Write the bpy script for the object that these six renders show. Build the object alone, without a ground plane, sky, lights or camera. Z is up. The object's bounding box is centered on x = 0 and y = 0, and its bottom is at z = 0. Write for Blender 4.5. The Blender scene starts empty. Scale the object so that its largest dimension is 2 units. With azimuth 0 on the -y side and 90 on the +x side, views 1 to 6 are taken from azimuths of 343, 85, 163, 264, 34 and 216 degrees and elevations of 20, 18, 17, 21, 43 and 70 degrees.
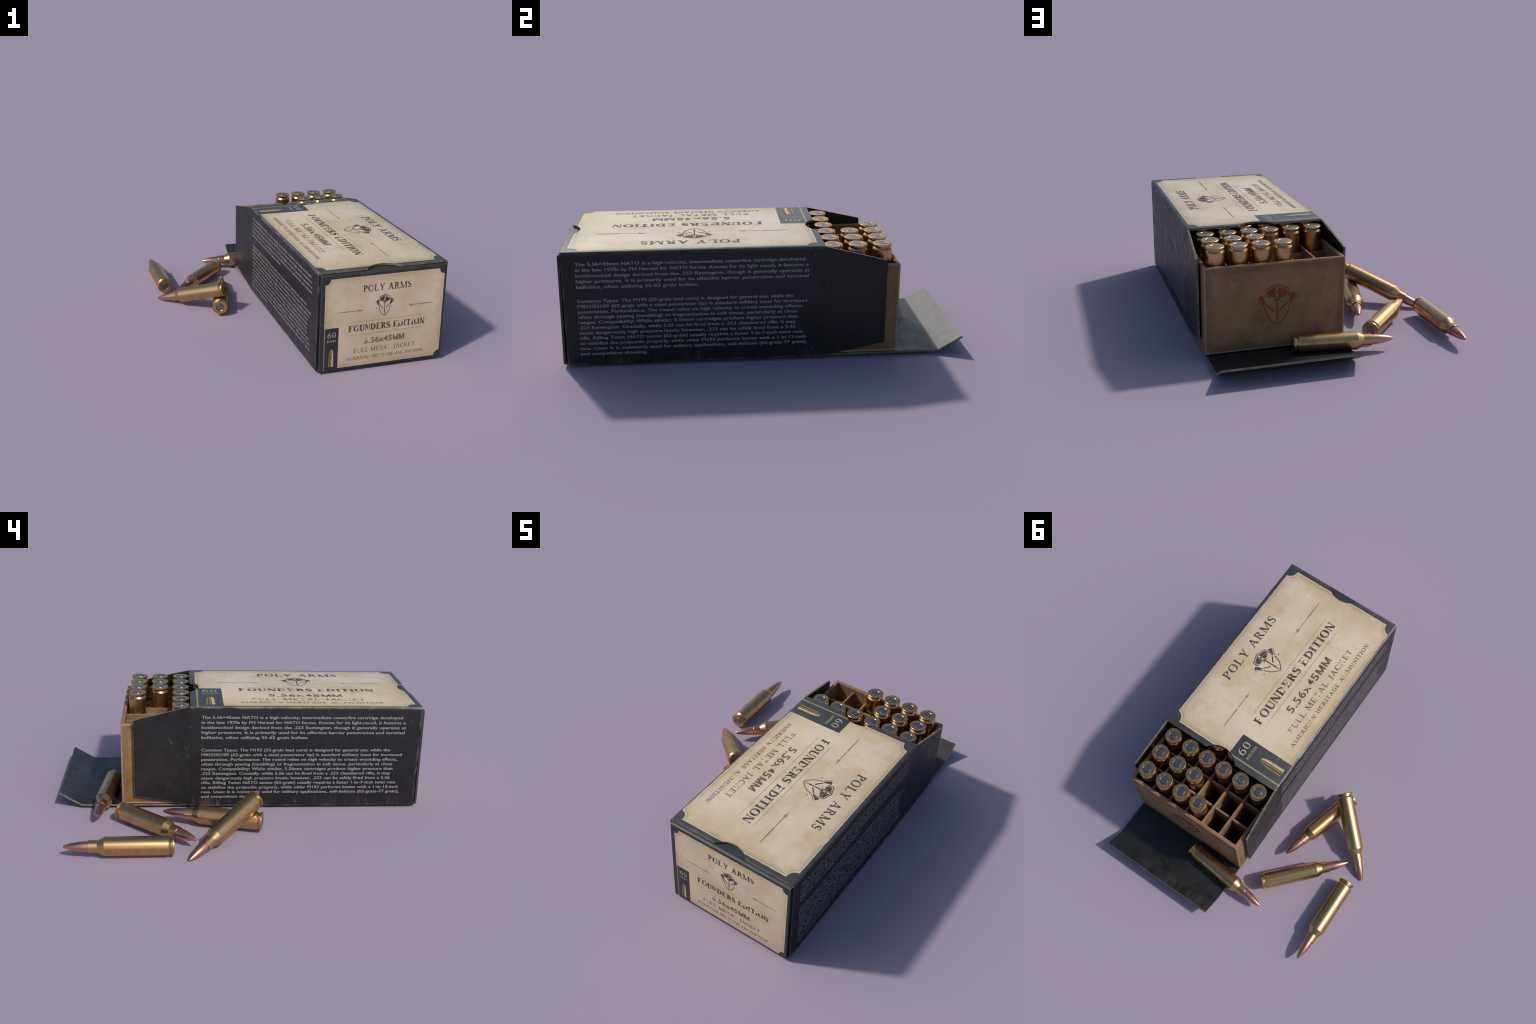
"""An open, worn carton of rifle cartridges: printed sleeve with flaps, a tan tray
with partitions half pulled out of it, cartridges standing nose down in the tray and
five more lying on the ground.  Metres, z up; the carton is aligned with the axes."""
import bpy, bmesh, math, random
from math import sin, cos, pi, radians
from mathutils import Vector, Matrix

random.seed(7)
SCENE = bpy.context.scene
COLL = SCENE.collection

# ------------------------------------------------------------------ dimensions
X0, X1 = -0.0705, 0.689            # sleeve, outer
Y0, Y1 = -0.978, 0.283
Z0, Z1 = 0.012, 0.592
CARD = 0.011                       # card thickness
TX0, TX1, TY0, TY1 = -0.0625, 0.6812, -0.597, 0.656     # tray, outer
TZ0, TZ1 = 0.030, 0.4888
TRAY_WALL = 0.0195
COLUMNS = [0.6033, 0.4825, 0.3660, 0.2499, 0.1327, 0.0121]
ROW_FIRST, ROW_STEP, ROWS = 0.5765, 0.1216, 10
HEAD_Z = 0.5758
LENGTH = 0.5345                    # one cartridge


# ------------------------------------------------------------------ node helpers
class Nodes:
    """Small wrapper that lets a shader be written as expressions."""

    def __init__(self, tree):
        self.t = tree

    def new(self, kind, **props):
        n = self.t.nodes.new(kind)
        for k, v in props.items():
            setattr(n, k, v)
        return n

    def put(self, socket, value):
        if isinstance(value, bpy.types.NodeSocket):
            self.t.links.new(value, socket)
        elif isinstance(value, (tuple, list)) and len(value) == 3 and socket.type == 'RGBA':
            socket.default_value = (*value, 1)
        else:
            socket.default_value = value

    def math(self, op, a, b=0.0, c=0.0):
        n = self.new('ShaderNodeMath', operation=op)
        for i, v in enumerate((a, b, c)):
            self.put(n.inputs[i], v)
        return n.outputs[0]

    def step(self, v, lo, hi, a=0.0, b=1.0):
        n = self.new('ShaderNodeMapRange', interpolation_type='SMOOTHSTEP')
        for i, x in enumerate((v, lo, hi, a, b)):
            self.put(n.inputs[i], x)
        return n.outputs[0]

    def mix(self, f, a, b, blend='MIX'):
        n = self.new('ShaderNodeMix', data_type='RGBA', blend_type=blend)
        self.put(n.inputs[0], f)
        self.put(n.inputs[6], a)
        self.put(n.inputs[7], b)
        return n.outputs[2]

    def noise(self, vec, scale, detail=4.0, rough=0.55, dist=0.0, stretch=None, shift=(0, 0, 0)):
        if stretch or shift != (0, 0, 0):
            m = self.new('ShaderNodeMapping')
            m.inputs['Scale'].default_value = stretch or (1, 1, 1)
            m.inputs['Location'].default_value = shift
            self.t.links.new(vec, m.inputs['Vector'])
            vec = m.outputs[0]
        n = self.new('ShaderNodeTexNoise')
        self.t.links.new(vec, n.inputs['Vector'])
        for k, v in (('Scale', scale), ('Detail', detail), ('Roughness', rough), ('Distortion', dist)):
            n.inputs[k].default_value = v
        return n.outputs['Fac']

    def xyz(self, vec):
        n = self.new('ShaderNodeSeparateXYZ')
        self.t.links.new(vec, n.inputs[0])
        return n.outputs[0], n.outputs[1], n.outputs[2]

    def vec(self, x, y, z):
        n = self.new('ShaderNodeCombineXYZ')
        for i, v in enumerate((x, y, z)):
            self.put(n.inputs[i], v)
        return n.outputs[0]

    def bump(self, h, strength, dist):
        n = self.new('ShaderNodeBump')
        n.inputs['Strength'].default_value = strength
        n.inputs['Distance'].default_value = dist
        self.t.links.new(h, n.inputs['Height'])
        return n.outputs[0]

    def edge(self, radius):
        """1 on convex or concave edges, 0 on flats (bevelled normal against true normal)."""
        b = self.new('ShaderNodeBevel', samples=6)
        b.inputs['Radius'].default_value = radius
        g = self.new('ShaderNodeNewGeometry')
        d = self.new('ShaderNodeVectorMath', operation='DOT_PRODUCT')
        self.t.links.new(b.outputs[0], d.inputs[0])
        self.t.links.new(g.outputs['True Normal'], d.inputs[1])
        return self.math('SUBTRACT', 1.0, d.outputs['Value'])


def material(name):
    m = bpy.data.materials.new(name)
    m.use_nodes = True
    m.node_tree.nodes.clear()
    n = Nodes(m.node_tree)
    out = n.new('ShaderNodeOutputMaterial')
    bsdf = n.new('ShaderNodeBsdfPrincipled')
    m.node_tree.links.new(bsdf.outputs[0], out.inputs[0])
    tc = n.new('ShaderNodeTexCoord')
    return m, n, bsdf, tc.outputs['Object']


# ------------------------------------------------------------------ label layout
# The same artwork is printed twice.  (u, v) are the metres of the end panel
# (u = x, v = z); on the top panel it lies on its side and is stretched.
PU0, PU1, PV0, PV1, NICK = -0.0354, 0.6667, 0.0287, 0.5534, 0.031


def end_point(u, v, h=0.0):
    return Vector((u, -1.0 + (v - 0.014) * 0.0125 - h, v))


def top_point(u, v, h=0.0):
    return Vector((0.541 + 1.379 * (v - 0.463), 0.19 - 1.71 * u, Z1 + h))


def label_uv(n, co, where):
    x, y, z = n.xyz(co)
    if where == 'end':
        return x, z
    u = n.math('DIVIDE', n.math('SUBTRACT', 0.19, y), 1.71)
    v = n.math('ADD', n.math('DIVIDE', n.math('SUBTRACT', x, 0.541), 1.379), 0.463)
    return u, v


def box_distance(n, u, v, u0, u1, v0, v1):
    du = n.math('SUBTRACT', n.math('ABSOLUTE', n.math('SUBTRACT', u, (u0 + u1) / 2)), (u1 - u0) / 2)
    dv = n.math('SUBTRACT', n.math('ABSOLUTE', n.math('SUBTRACT', v, (v0 + v1) / 2)), (v1 - v0) / 2)
    return du, dv


def card_paint(n, co, tint):
    """Dark printed card: base colour with faint mottling, flecks and stains."""
    big = n.noise(co, 7, 4)
    c = n.mix(n.step(big, 0.35, 0.7), tuple(t * 0.86 for t in tint), tuple(t * 1.16 for t in tint))
    fleck = n.noise(co, 38, 3, 0.6, 0.6, (1.0, 1.0, 0.55), (3, 1, 2))
    patch = n.noise(co, 5.0, 2, 0.5, 0, None, (7, 3, 1))
    f = n.math('MULTIPLY', n.step(fleck, 0.64, 0.74), n.step(patch, 0.42, 0.62))
    return n.mix(n.math('MULTIPLY', f, 0.45), c, (0.15, 0.15, 0.152))


def paper_paint(n, co, edge):
    a = n.noise(co, 4.5, 5, 0.6)
    c = n.mix(n.step(a, 0.34, 0.66), (0.610, 0.490, 0.300), (0.725, 0.596, 0.440))
    b = n.noise(co, 16, 5, 0.65, 0.4, None, (5, 2, 9))
    c = n.mix(n.math('MULTIPLY', n.step(b, 0.52, 0.72), 0.5), c, (0.560, 0.440, 0.245))
    pale = n.noise(co, 11, 4, 0.6, 0.3, None, (1, 8, 4))
    c = n.mix(n.math('MULTIPLY', n.step(pale, 0.58, 0.72), 0.45), c, (0.80, 0.67, 0.52))
    speck = n.noise(co, 70, 2, 0.5, 0.3)
    c = n.mix(n.math('MULTIPLY', n.step(speck, 0.70, 0.78), 0.35), c, (0.38, 0.31, 0.19))
    if edge is not None:                      # yellowed rim of the paper
        d = n.math('ADD', edge, n.math('MULTIPLY', n.math('SUBTRACT', b, 0.5), 0.16))
        c = n.mix(n.step(d, 0.065, 0.004, 0, 0.36), c, (0.480, 0.350, 0.170))
    return c


def label_paint(n, co, where, tint):
    """Whole label: dark frame, paper with nicked corners, rules, badge, gold bar."""
    u, v = label_uv(n, co, where)
    wob = n.math('MULTIPLY', n.math('SUBTRACT', n.noise(co, 45, 3), 0.5), 0.004)
    du, dv = box_distance(n, u, v, PU0, PU1, PV0, PV1)
    rect = n.math('MINIMUM', n.math('MULTIPLY', du, -1), n.math('MULTIPLY', dv, -1))
    corner = n.math('SUBTRACT', n.math('SQRT', n.math('ADD', n.math('POWER', du, 2), n.math('POWER', dv, 2))), NICK)
    d0 = n.math('MINIMUM', rect, corner)
    d = n.math('ADD', d0, wob)
    dark = card_paint(n, co, tint)
    paper = paper_paint(n, co, d0)
    # orange stains at both ends of the heading
    for cu, cv, r in ((0.500, 0.478, 0.030), (0.165, 0.452, 0.026)):
        q = n.math('SQRT', n.math('ADD', n.math('POWER', n.math('SUBTRACT', u, cu), 2), n.math('POWER', n.math('SUBTRACT', v, cv), 2)))
        q = n.math('ADD', q, n.math('MULTIPLY', n.math('SUBTRACT', n.noise(co, 22, 3), 0.5), 0.05))
        paper = n.mix(n.step(q, r, 0.0, 0, 0.65), paper, (0.62, 0.40, 0.17))
    fade = n.noise(co, 9, 3, 0.6, 0, None, (2, 2, 6))
    # thin inner frame
    line = n.math('MULTIPLY', n.step(n.math('ABSOLUTE', n.math('SUBTRACT', d0, 0.0078)), 0.0020, 0.0008), n.step(fade, 0.30, 0.52))
    paper = n.mix(n.math('MULTIPLY', line, 0.75 if where == 'top' else 0.35), paper, (0.20, 0.16, 0.085))
    line = n.math('MULTIPLY', n.step(n.math('ABSOLUTE', n.math('SUBTRACT', d0, 0.0145)), 0.0022, 0.0006), n.step(fade, 0.36, 0.6))
    paper = n.mix(n.math('MULTIPLY', line, 0.6), paper, (0.36, 0.25, 0.11))
    # rules above and below the edition name
    for cv in (0.2905, 0.2160):
        r = n.math('MULTIPLY', n.step(n.math('ABSOLUTE', n.math('SUBTRACT', v, cv)), 0.0022, 0.0008),
                   n.step(n.math('ABSOLUTE', n.math('SUBTRACT', u, 0.340)), 0.245, 0.18))
        r = n.math('MULTIPLY', r, n.step(fade, 0.28, 0.5, 0.3, 0.85))
        paper = n.mix(r, paper, (0.34, 0.24, 0.10))
    col = n.mix(n.step(d, -0.0012, 0.0012), dark, paper)
    # worn pale flecks along the printed rim
    rim = n.math('MULTIPLY', n.step(n.math('ABSOLUTE', n.math('ADD', d0, 0.018)), 0.018, 0.0), n.step(n.noise(co, 42, 4, 0.7), 0.57, 0.70))
    col = n.mix(n.math('MULTIPLY', rim, 0.45), col, (0.27, 0.26, 0.235))
    # corner badge and its gold bar
    bu, bv = box_distance(n, u, v, -0.2, 0.0495, -0.2, 0.2704)
    bd = n.math('ADD', n.math('MAXIMUM', bu, bv), n.math('MULTIPLY', wob, 0.4))
    badge = n.step(bd, 0.001, -0.001)
    rub = n.math('MULTIPLY', n.step(n.noise(co, 26, 4, 0.65, 0.5), 0.58, 0.72), n.step(bd, -0.03, 0.0))
    col = n.mix(badge, col, n.mix(n.math('MULTIPLY', rub, 0.45), dark, (0.24, 0.23, 0.14)))
    gu, gv = box_distance(n, u, v, -0.0345, -0.0292, 0.010, 0.2704)
    gold = n.math('MULTIPLY', n.step(n.math('MAXIMUM', gu, gv), 0.0008, -0.0008), n.step(fade, 0.25, 0.45, 0.5, 0.95))
    return n.mix(gold, col, (0.32, 0.265, 0.115)), paper


def worn_edges(n, co, col, colour, amount, radius=0.007):
    e = n.edge(radius)
    w = n.math('MULTIPLY', n.step(e, 0.015, 0.16), n.step(n.noise(co, 20, 5, 0.7), 0.36, 0.60))
    return n.mix(n.math('MULTIPLY', w, amount), col, colour)


def finish_card(n, bsdf, co, col, rough=0.43, spec=0.45):
    n.put(bsdf.inputs['Base Color'], col)
    n.put(bsdf.inputs['Roughness'], n.step(n.noise(co, 14, 4), 0.3, 0.7, rough - 0.06, rough + 0.08))
    n.put(bsdf.inputs['Specular IOR Level'], spec)
    fibre = n.noise(co, 160, 3)
    n.put(bsdf.inputs['Normal'], n.bump(fibre, 0.12, 0.0015))


NAVY = (0.048, 0.0465, 0.0490)  # blue taken out of the top frame's tint to offset the sky's cast
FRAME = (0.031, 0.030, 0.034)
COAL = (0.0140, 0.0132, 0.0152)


def bottom_rub(n, co, col, z_top, where_z):
    """Vertical rub marks that fade upward from a lower edge."""
    streak = n.noise(co, 6, 5, 0.7, 0.4, (3.0, 3.0, 0.5), (1, 5, 2))
    patch = n.noise(co, 2.6, 2, 0.5, 0, None, (4, 9, 2))
    f = n.math('MULTIPLY', n.math('MULTIPLY', n.step(where_z, z_top, 0.0), n.step(streak, 0.46, 0.72)), n.step(patch, 0.40, 0.62))
    return n.mix(n.math('MULTIPLY', f, 0.55), col, (0.165, 0.140, 0.115))


def make_sleeve_material():
    m, n, bsdf, co = material('printed_card')
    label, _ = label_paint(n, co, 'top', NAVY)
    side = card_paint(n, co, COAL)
    x, y, z = n.xyz(co)
    side = bottom_rub(n, co, side, 0.075, n.math('SUBTRACT', z, Z0))
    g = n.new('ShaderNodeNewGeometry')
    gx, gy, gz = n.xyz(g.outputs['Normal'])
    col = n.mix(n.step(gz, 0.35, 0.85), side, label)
    # rubbed long folds, strongest on the lettered sunny side, and rubbed front edges
    rub = n.noise(co, 9, 5, 0.7, 0, (1, 1, 1), (2, 6, 3))
    fx = n.math('ABSOLUTE', n.math('SUBTRACT', x, (X0 + X1) / 2))
    fold = n.math('MULTIPLY', n.step(z, Z1 - 0.020, Z1 - 0.005), n.step(fx, (X1 - X0) / 2 - 0.013, (X1 - X0) / 2 - 0.001))
    fold = n.math('MULTIPLY', fold, n.math('MULTIPLY', n.step(rub, 0.32, 0.60), n.step(x, X1, X0, 0.35, 1.0)))
    col = n.mix(n.math('MULTIPLY', fold, 0.75), col, (0.19, 0.175, 0.155))
    low = n.math('MULTIPLY', n.step(z, Z0 + 0.016, Z0 + 0.002), n.step(rub, 0.40, 0.62))
    col = n.mix(n.math('MULTIPLY', low, 0.6), col, (0.17, 0.145, 0.12))
    front = n.math('MULTIPLY', n.step(y, Y0 + 0.012, Y0 + 0.001), n.step(rub, 0.42, 0.60))
    col = n.mix(n.math('MULTIPLY', front, 0.45), col, (0.20, 0.165, 0.13))
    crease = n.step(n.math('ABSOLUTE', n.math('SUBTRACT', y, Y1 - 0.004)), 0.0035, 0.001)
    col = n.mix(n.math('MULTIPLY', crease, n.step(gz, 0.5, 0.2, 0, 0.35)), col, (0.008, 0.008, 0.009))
    finish_card(n, bsdf, co, col, 0.43, n.step(gz, 0.35, 0.85, 0.36, 0.75))
    return m


def make_end_material():
    m, n, bsdf, co = material('printed_end_card')
    label, _ = label_paint(n, co, 'end', FRAME)
    g = n.new('ShaderNodeNewGeometry')
    gx, gy, gz = n.xyz(g.outputs['Normal'])
    col = n.mix(n.step(gy, -0.75, -0.95), card_paint(n, co, (0.036, 0.040, 0.045)), label)
    col = worn_edges(n, co, col, (0.17, 0.135, 0.10), 0.7, 0.005)
    finish_card(n, bsdf, co, col)
    return m


def make_plain_card(name, tint, wear=(0.21, 0.185, 0.155), rub=False):
    m, n, bsdf, co = material(name)
    col = card_paint(n, co, tint)
    if rub:                                   # scuffed lip of the lower flap
        x, y, z = n.xyz(co)
        streak = n.noise(co, 7, 6, 0.75, 0.5, (4.5, 0.7, 0.7), (1, 5, 2))
        f = n.math('MULTIPLY', n.step(y, 0.885, 0.99), n.step(streak, 0.46, 0.70))
        f = n.math('MULTIPLY', f, n.step(x, 0.42, 0.10, 0.15, 1.0))
        col = n.mix(n.math('MULTIPLY', f, 0.55), col, (0.10, 0.095, 0.085))
        smear = n.noise(co, 6, 4, 0.6, 0.8, None, (4, 4, 1))
        f = n.math('MULTIPLY', n.step(y, 0.855, 0.90), n.step(smear, 0.42, 0.62))
        col = n.mix(n.math('MULTIPLY', f, 0.35), col, (0.040, 0.040, 0.040))
    if name == 'dark_card':
        x, y, z = n.xyz(co)
        worn = worn_edges(n, co, col, wear, 0.7, 0.006)
        col = n.mix(n.step(y, Y1 + 0.012, Y1 + 0.03), col, worn)
    else:
        col = worn_edges(n, co, col, wear, 0.7, 0.006)
    finish_card(n, bsdf, co, col, 0.43, 0.55 if rub else 0.36)
    return m


def make_cut_edge():
    m, n, bsdf, co = material('cut_card_edge')
    a = n.noise(co, 30, 5, 0.7)
    col = n.mix(n.step(a, 0.35, 0.65), (0.115, 0.088, 0.062), (0.22, 0.175, 0.125))
    n.put(bsdf.inputs['Base Color'], col)
    n.put(bsdf.inputs['Roughness'], 0.8)
    return m


def make_tray_material():
    m, n, bsdf, co = material('tan_tray_card')
    a = n.noise(co, 5, 5, 0.6)
    col = n.mix(n.step(a, 0.33, 0.67), (0.228, 0.130, 0.060), (0.300, 0.180, 0.092))
    b = n.noise(co, 17, 5, 0.65, 0.4, None, (3, 7, 1))
    col = n.mix(n.math('MULTIPLY', n.step(b, 0.46, 0.68), 0.5), col, (0.345, 0.225, 0.135))
    c = n.noise(co, 26, 4, 0.6, 0.2, None, (9, 1, 5))
    col = n.mix(n.math('MULTIPLY', n.step(c, 0.60, 0.74), 0.6), col, (0.14, 0.085, 0.040))
    spot = n.noise(co, 60, 2, 0.5)
    col = n.mix(n.math('MULTIPLY', n.step(spot, 0.70, 0.78), 0.5), col, (0.12, 0.085, 0.05))
    # distance to the nearest outer edge of the face: grimy band, then a pale rubbed rim
    x, y, z = n.xyz(co)
    g = n.new('ShaderNodeNewGeometry')
    gx, gy, gz = n.xyz(g.outputs['Normal'])
    dx = n.math('SUBTRACT', (TX1 - TX0) / 2, n.math('ABSOLUTE', n.math('SUBTRACT', x, (TX0 + TX1) / 2)))
    dz = n.math('MINIMUM', n.math('SUBTRACT', z, TZ0), n.math('SUBTRACT', TZ1, z))
    on_end = n.step(n.math('ABSOLUTE', gy), 0.5, 0.8)
    along = n.math('ADD', n.math('MULTIPLY', dx, on_end), n.math('MULTIPLY', n.math('SUBTRACT', TY1, y), n.math('SUBTRACT', 1.0, on_end)))
    d = n.math('ADD', n.math('MINIMUM', along, dz), n.math('MULTIPLY', n.math('SUBTRACT', n.noise(co, 30, 5, 0.7), 0.5), 0.022))
    outer = n.step(n.math('ABSOLUTE', gz), 0.6, 0.3)
    band = n.math('MULTIPLY', n.step(n.math('ADD', d, n.math('MULTIPLY', n.math('SUBTRACT', a, 0.5), 0.10)), 0.075, 0.010), outer)
    col = n.mix(n.math('MULTIPLY', band, 0.55), col, (0.140, 0.080, 0.034))
    col = n.mix(n.math('MULTIPLY', n.math('MULTIPLY', n.step(d, 0.011, 0.005), outer), 0.70), col, (0.40, 0.285, 0.195))
    e = n.edge(0.010)
    r = n.math('MULTIPLY', n.step(e, 0.05, 0.20), n.step(n.noise(co, 34, 4, 0.7), 0.34, 0.56))
    col = n.mix(n.math('MULTIPLY', r, 0.6), col, (0.42, 0.30, 0.20))
    n.put(bsdf.inputs['Base Color'], col)
    n.put(bsdf.inputs['Roughness'], 0.78)
    n.put(bsdf.inputs['Specular IOR Level'], 0.25)
    n.put(bsdf.inputs['Normal'], n.bump(n.noise(co, 90, 4), 0.2, 0.002))
    return m


def make_ink(name, ink, wear, where=None, base=None, spots=()):
    """Printing ink that has worn through to what lies under it."""
    m, n, bsdf, co = material(name)
    under = paper_paint(n, co, None) if base is None else base
    a = n.noise(co, 20, 5, 0.65, 0.3, None, (4, 1, 7))
    b = n.noise(co, 75, 3, 0.6)
    hole = n.math('MULTIPLY', n.step(a, 0.66 - wear * 0.4, 0.72 - wear * 0.3), 0.85)
    grain = n.math('MULTIPLY', n.step(b, 0.44, 0.66), 0.22)
    f = n.math('MAXIMUM', hole, grain)
    if spots:
        u, v = label_uv(n, co, where)
        ragged = n.math('MULTIPLY', n.math('SUBTRACT', n.noise(co, 60, 4, 0.7), 0.5), 0.030)
        for cu, cv, r in spots:
            q = n.math('SQRT', n.math('ADD', n.math('POWER', n.math('SUBTRACT', u, cu), 2), n.math('POWER', n.math('SUBTRACT', v, cv), 2)))
            f = n.math('MAXIMUM', f, n.step(n.math('ADD', q, ragged), r + 0.003, r - 0.004, 0, 0.88))
    col = n.mix(f, ink, under)
    n.put(bsdf.inputs['Base Color'], col)
    n.put(bsdf.inputs['Roughness'], 0.6)
    n.put(bsdf.inputs['Specular IOR Level'], 0.3)
    return m


def make_flat(name, colour, rough=0.6):
    m, n, bsdf, co = material(name)
    a = n.noise(co, 40, 4)
    n.put(bsdf.inputs['Base Color'], n.mix(n.step(a, 0.3, 0.7), tuple(c * 0.85 for c in colour), tuple(min(1, c * 1.12) for c in colour)))
    n.put(bsdf.inputs['Roughness'], rough)
    return m


def make_metal(name, light, dark, rough, dirt):
    m, n, bsdf, co = material(name)
    info = n.new('ShaderNodeObjectInfo')
    off = n.vec(n.math('MULTIPLY', info.outputs['Random'], 9.0), 0.0, n.math('MULTIPLY', info.outputs['Random'], 5.0))
    add = n.new('ShaderNodeVectorMath', operation='ADD')
    n.t.links.new(co, add.inputs[0])
    n.t.links.new(off, add.inputs[1])
    co2 = add.outputs[0]
    blotch = n.noise(co2, 17, 5, 0.65, 0.4)
    ring = n.noise(co2, 24, 4, 0.7, 0, (1.0, 1.0, 11.0))      # fine turning marks
    f = n.math('ADD', n.math('MULTIPLY', n.step(blotch, 0.42, 0.72), 0.7), n.math('MULTIPLY', n.step(ring, 0.45, 0.75), 0.35))
    col = n.mix(n.math('MULTIPLY', f, dirt), light, dark)
    n.put(bsdf.inputs['Base Color'], col)
    bsdf.inputs['Metallic'].default_value = 1.0
    n.put(bsdf.inputs['Roughness'], n.math('ADD', rough, n.math('MULTIPLY', f, 0.10)))
    n.put(bsdf.inputs['Normal'], n.bump(n.noise(co2, 45, 3), 0.05, 0.0008))
    return m


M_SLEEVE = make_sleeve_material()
M_END = make_end_material()
M_FLAP = make_plain_card('dark_card', COAL)
M_INSIDE = make_plain_card('dark_card_inside', (0.010, 0.0105, 0.012))  # tint lowered to near black to match the shadow inside the flaps
M_LIP = make_plain_card('scuffed_dark_card', (0.0100, 0.0115, 0.0135), rub=True)
M_CUT = make_cut_edge()
M_TRAY = make_tray_material()
RUBBED = {'top': ((0.268, 0.250, 0.013), (0.132, 0.262, 0.006), (0.378, 0.262, 0.006), (0.316, 0.178, 0.012), (0.330, 0.160, 0.008), (0.205, 0.165, 0.005),
                  (0.148, 0.112, 0.008), (0.180, 0.122, 0.010), (0.300, 0.120, 0.009), (0.215, 0.074, 0.010), (0.424, 0.075, 0.012), (0.452, 0.118, 0.009),
                  (0.250, 0.400, 0.008), (0.375, 0.385, 0.009), (0.330, 0.383, 0.006)),
          'end': ((0.415, 0.264, 0.012), (0.452, 0.250, 0.010), (0.485, 0.266, 0.010), (0.508, 0.272, 0.011), (0.165, 0.258, 0.008), (0.230, 0.240, 0.007),
                  (0.462, 0.500, 0.010), (0.420, 0.488, 0.007), (0.212, 0.184, 0.010), (0.392, 0.184, 0.008), (0.172, 0.122, 0.014), (0.205, 0.116, 0.009),
                  (0.350, 0.114, 0.010), (0.135, 0.078, 0.010), (0.300, 0.072, 0.012), (0.445, 0.076, 0.012), (0.500, 0.072, 0.010))}
INKS = {w: (make_ink('black_ink', (0.043, 0.041, 0.040), 0.13, w, None, RUBBED[w]),
            make_ink('grey_ink', (0.105, 0.090, 0.070) if w == 'top' else (0.125, 0.105, 0.085), 0.15, w, None, RUBBED[w]),
            make_ink('faded_ink', (0.150, 0.122, 0.082) if w == 'top' else (0.200, 0.162, 0.115), 0.20, w, None, RUBBED[w])) for w in ('top', 'end')}
M_INK_TAN = make_ink('tan_ink', (0.235, 0.160, 0.085), 0.10)
M_INK_GOLD = make_ink('gold_ink', (0.34, 0.235, 0.085), 0.02)
M_WHITE = make_ink('pale_print', (0.265, 0.262, 0.270), 0.0, base=(0.17, 0.17, 0.175))
M_CREAM = make_ink('cream_print', (0.44, 0.41, 0.30), 0.14, base=(0.10, 0.10, 0.09))
M_RED = make_ink('red_stamp_ink', (0.225, 0.036, 0.028), 0.14, base=(0.26, 0.12, 0.07))
M_PIC_DARK = make_flat('picture_brown', (0.075, 0.048, 0.030))
M_PIC_GOLD = make_flat('picture_gold', (0.33, 0.215, 0.085))
M_PIC_PALE = make_flat('picture_pale', (0.56, 0.47, 0.24))
M_BRASS = make_metal('brass', (0.64, 0.408, 0.188), (0.29, 0.172, 0.076), 0.285, 0.65)
M_STAMP = make_flat('bright_brass', (0.47, 0.31, 0.13), 0.35)
M_COPPER = make_metal('copper', (0.68, 0.360, 0.255), (0.34, 0.165, 0.115), 0.275, 0.55)
M_STEEL = make_metal('primer_steel', (0.26, 0.265, 0.28), (0.19, 0.19, 0.20), 0.32, 0.5)


# ------------------------------------------------------------------ mesh helpers
def make_object(name, mesh, parent=None, kind=None):
    o = bpy.data.objects.new(name, mesh)
    COLL.objects.link(o)
    if parent is not None:
        o.parent = parent
        o.matrix_parent_inverse = parent.matrix_world.inverted() if parent.type != 'EMPTY' else Matrix.Translation(parent.location).inverted()
    if kind:
        o['kind'] = kind
    return o


def mesh_from(bm, name, mats, angle=None):
    if angle is not None:
        for f in bm.faces:
            f.smooth = True
        for e in bm.edges:
            if len(e.link_faces) == 2:
                e.smooth = e.calc_face_angle(pi) < radians(angle)
    me = bpy.data.meshes.new(name)
    bm.to_mesh(me)
    bm.free()
    for m in mats:
        me.materials.append(m)
    return me


def evaluated(obj):
    bpy.context.view_layer.update()
    dg = bpy.context.evaluated_depsgraph_get()
    return bpy.data.meshes.new_from_object(obj.evaluated_get(dg), depsgraph=dg)


def bm_box(bm, lo, hi):
    vs = [bm.verts.new((x, y, z)) for x in (lo[0], hi[0]) for y in (lo[1], hi[1]) for z in (lo[2], hi[2])]
    for q in ((0, 1, 3, 2), (4, 6, 7, 5), (0, 4, 5, 1), (2, 3, 7, 6), (0, 2, 6, 4), (1, 5, 7, 3)):
        bm.faces.new([vs[i] for i in q])


def ribbon(path, thick, lo, hi):
    """A bent card: polyline in (y, z), given thickness, spanning x from lo to hi."""
    n = len(path)
    up, dn = [], []
    for i, (y, z) in enumerate(path):
        a = Vector(path[max(i - 1, 0)])
        b = Vector(path[min(i + 1, n - 1)])
        p = Vector((y, z))
        d1 = (p - a).normalized() if i > 0 else (b - p).normalized()
        d2 = (b - p).normalized() if i < n - 1 else d1
        t = (d1 + d2).normalized()
        k = 1 / max(0.4, t.dot(d1))
        nrm = Vector((-t.y, t.x)) * (thick / 2 * k)
        up.append(p + nrm)
        dn.append(p - nrm)
    bm = bmesh.new()
    grid = [[bm.verts.new((x, q.x, q.y)) for q in up + dn[::-1]] for x in (lo, hi)]
    m = len(grid[0])
    for i in range(m):
        j = (i + 1) % m
        bm.faces.new((grid[0][i], grid[1][i], grid[1][j], grid[0][j]))
    for i in range(n - 1):
        for g in grid:
            bm.faces.new((g[i], g[i + 1], g[m - 2 - i], g[m - 1 - i]))
    bmesh.ops.recalc_face_normals(bm, faces=bm.faces)
    return bm


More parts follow.
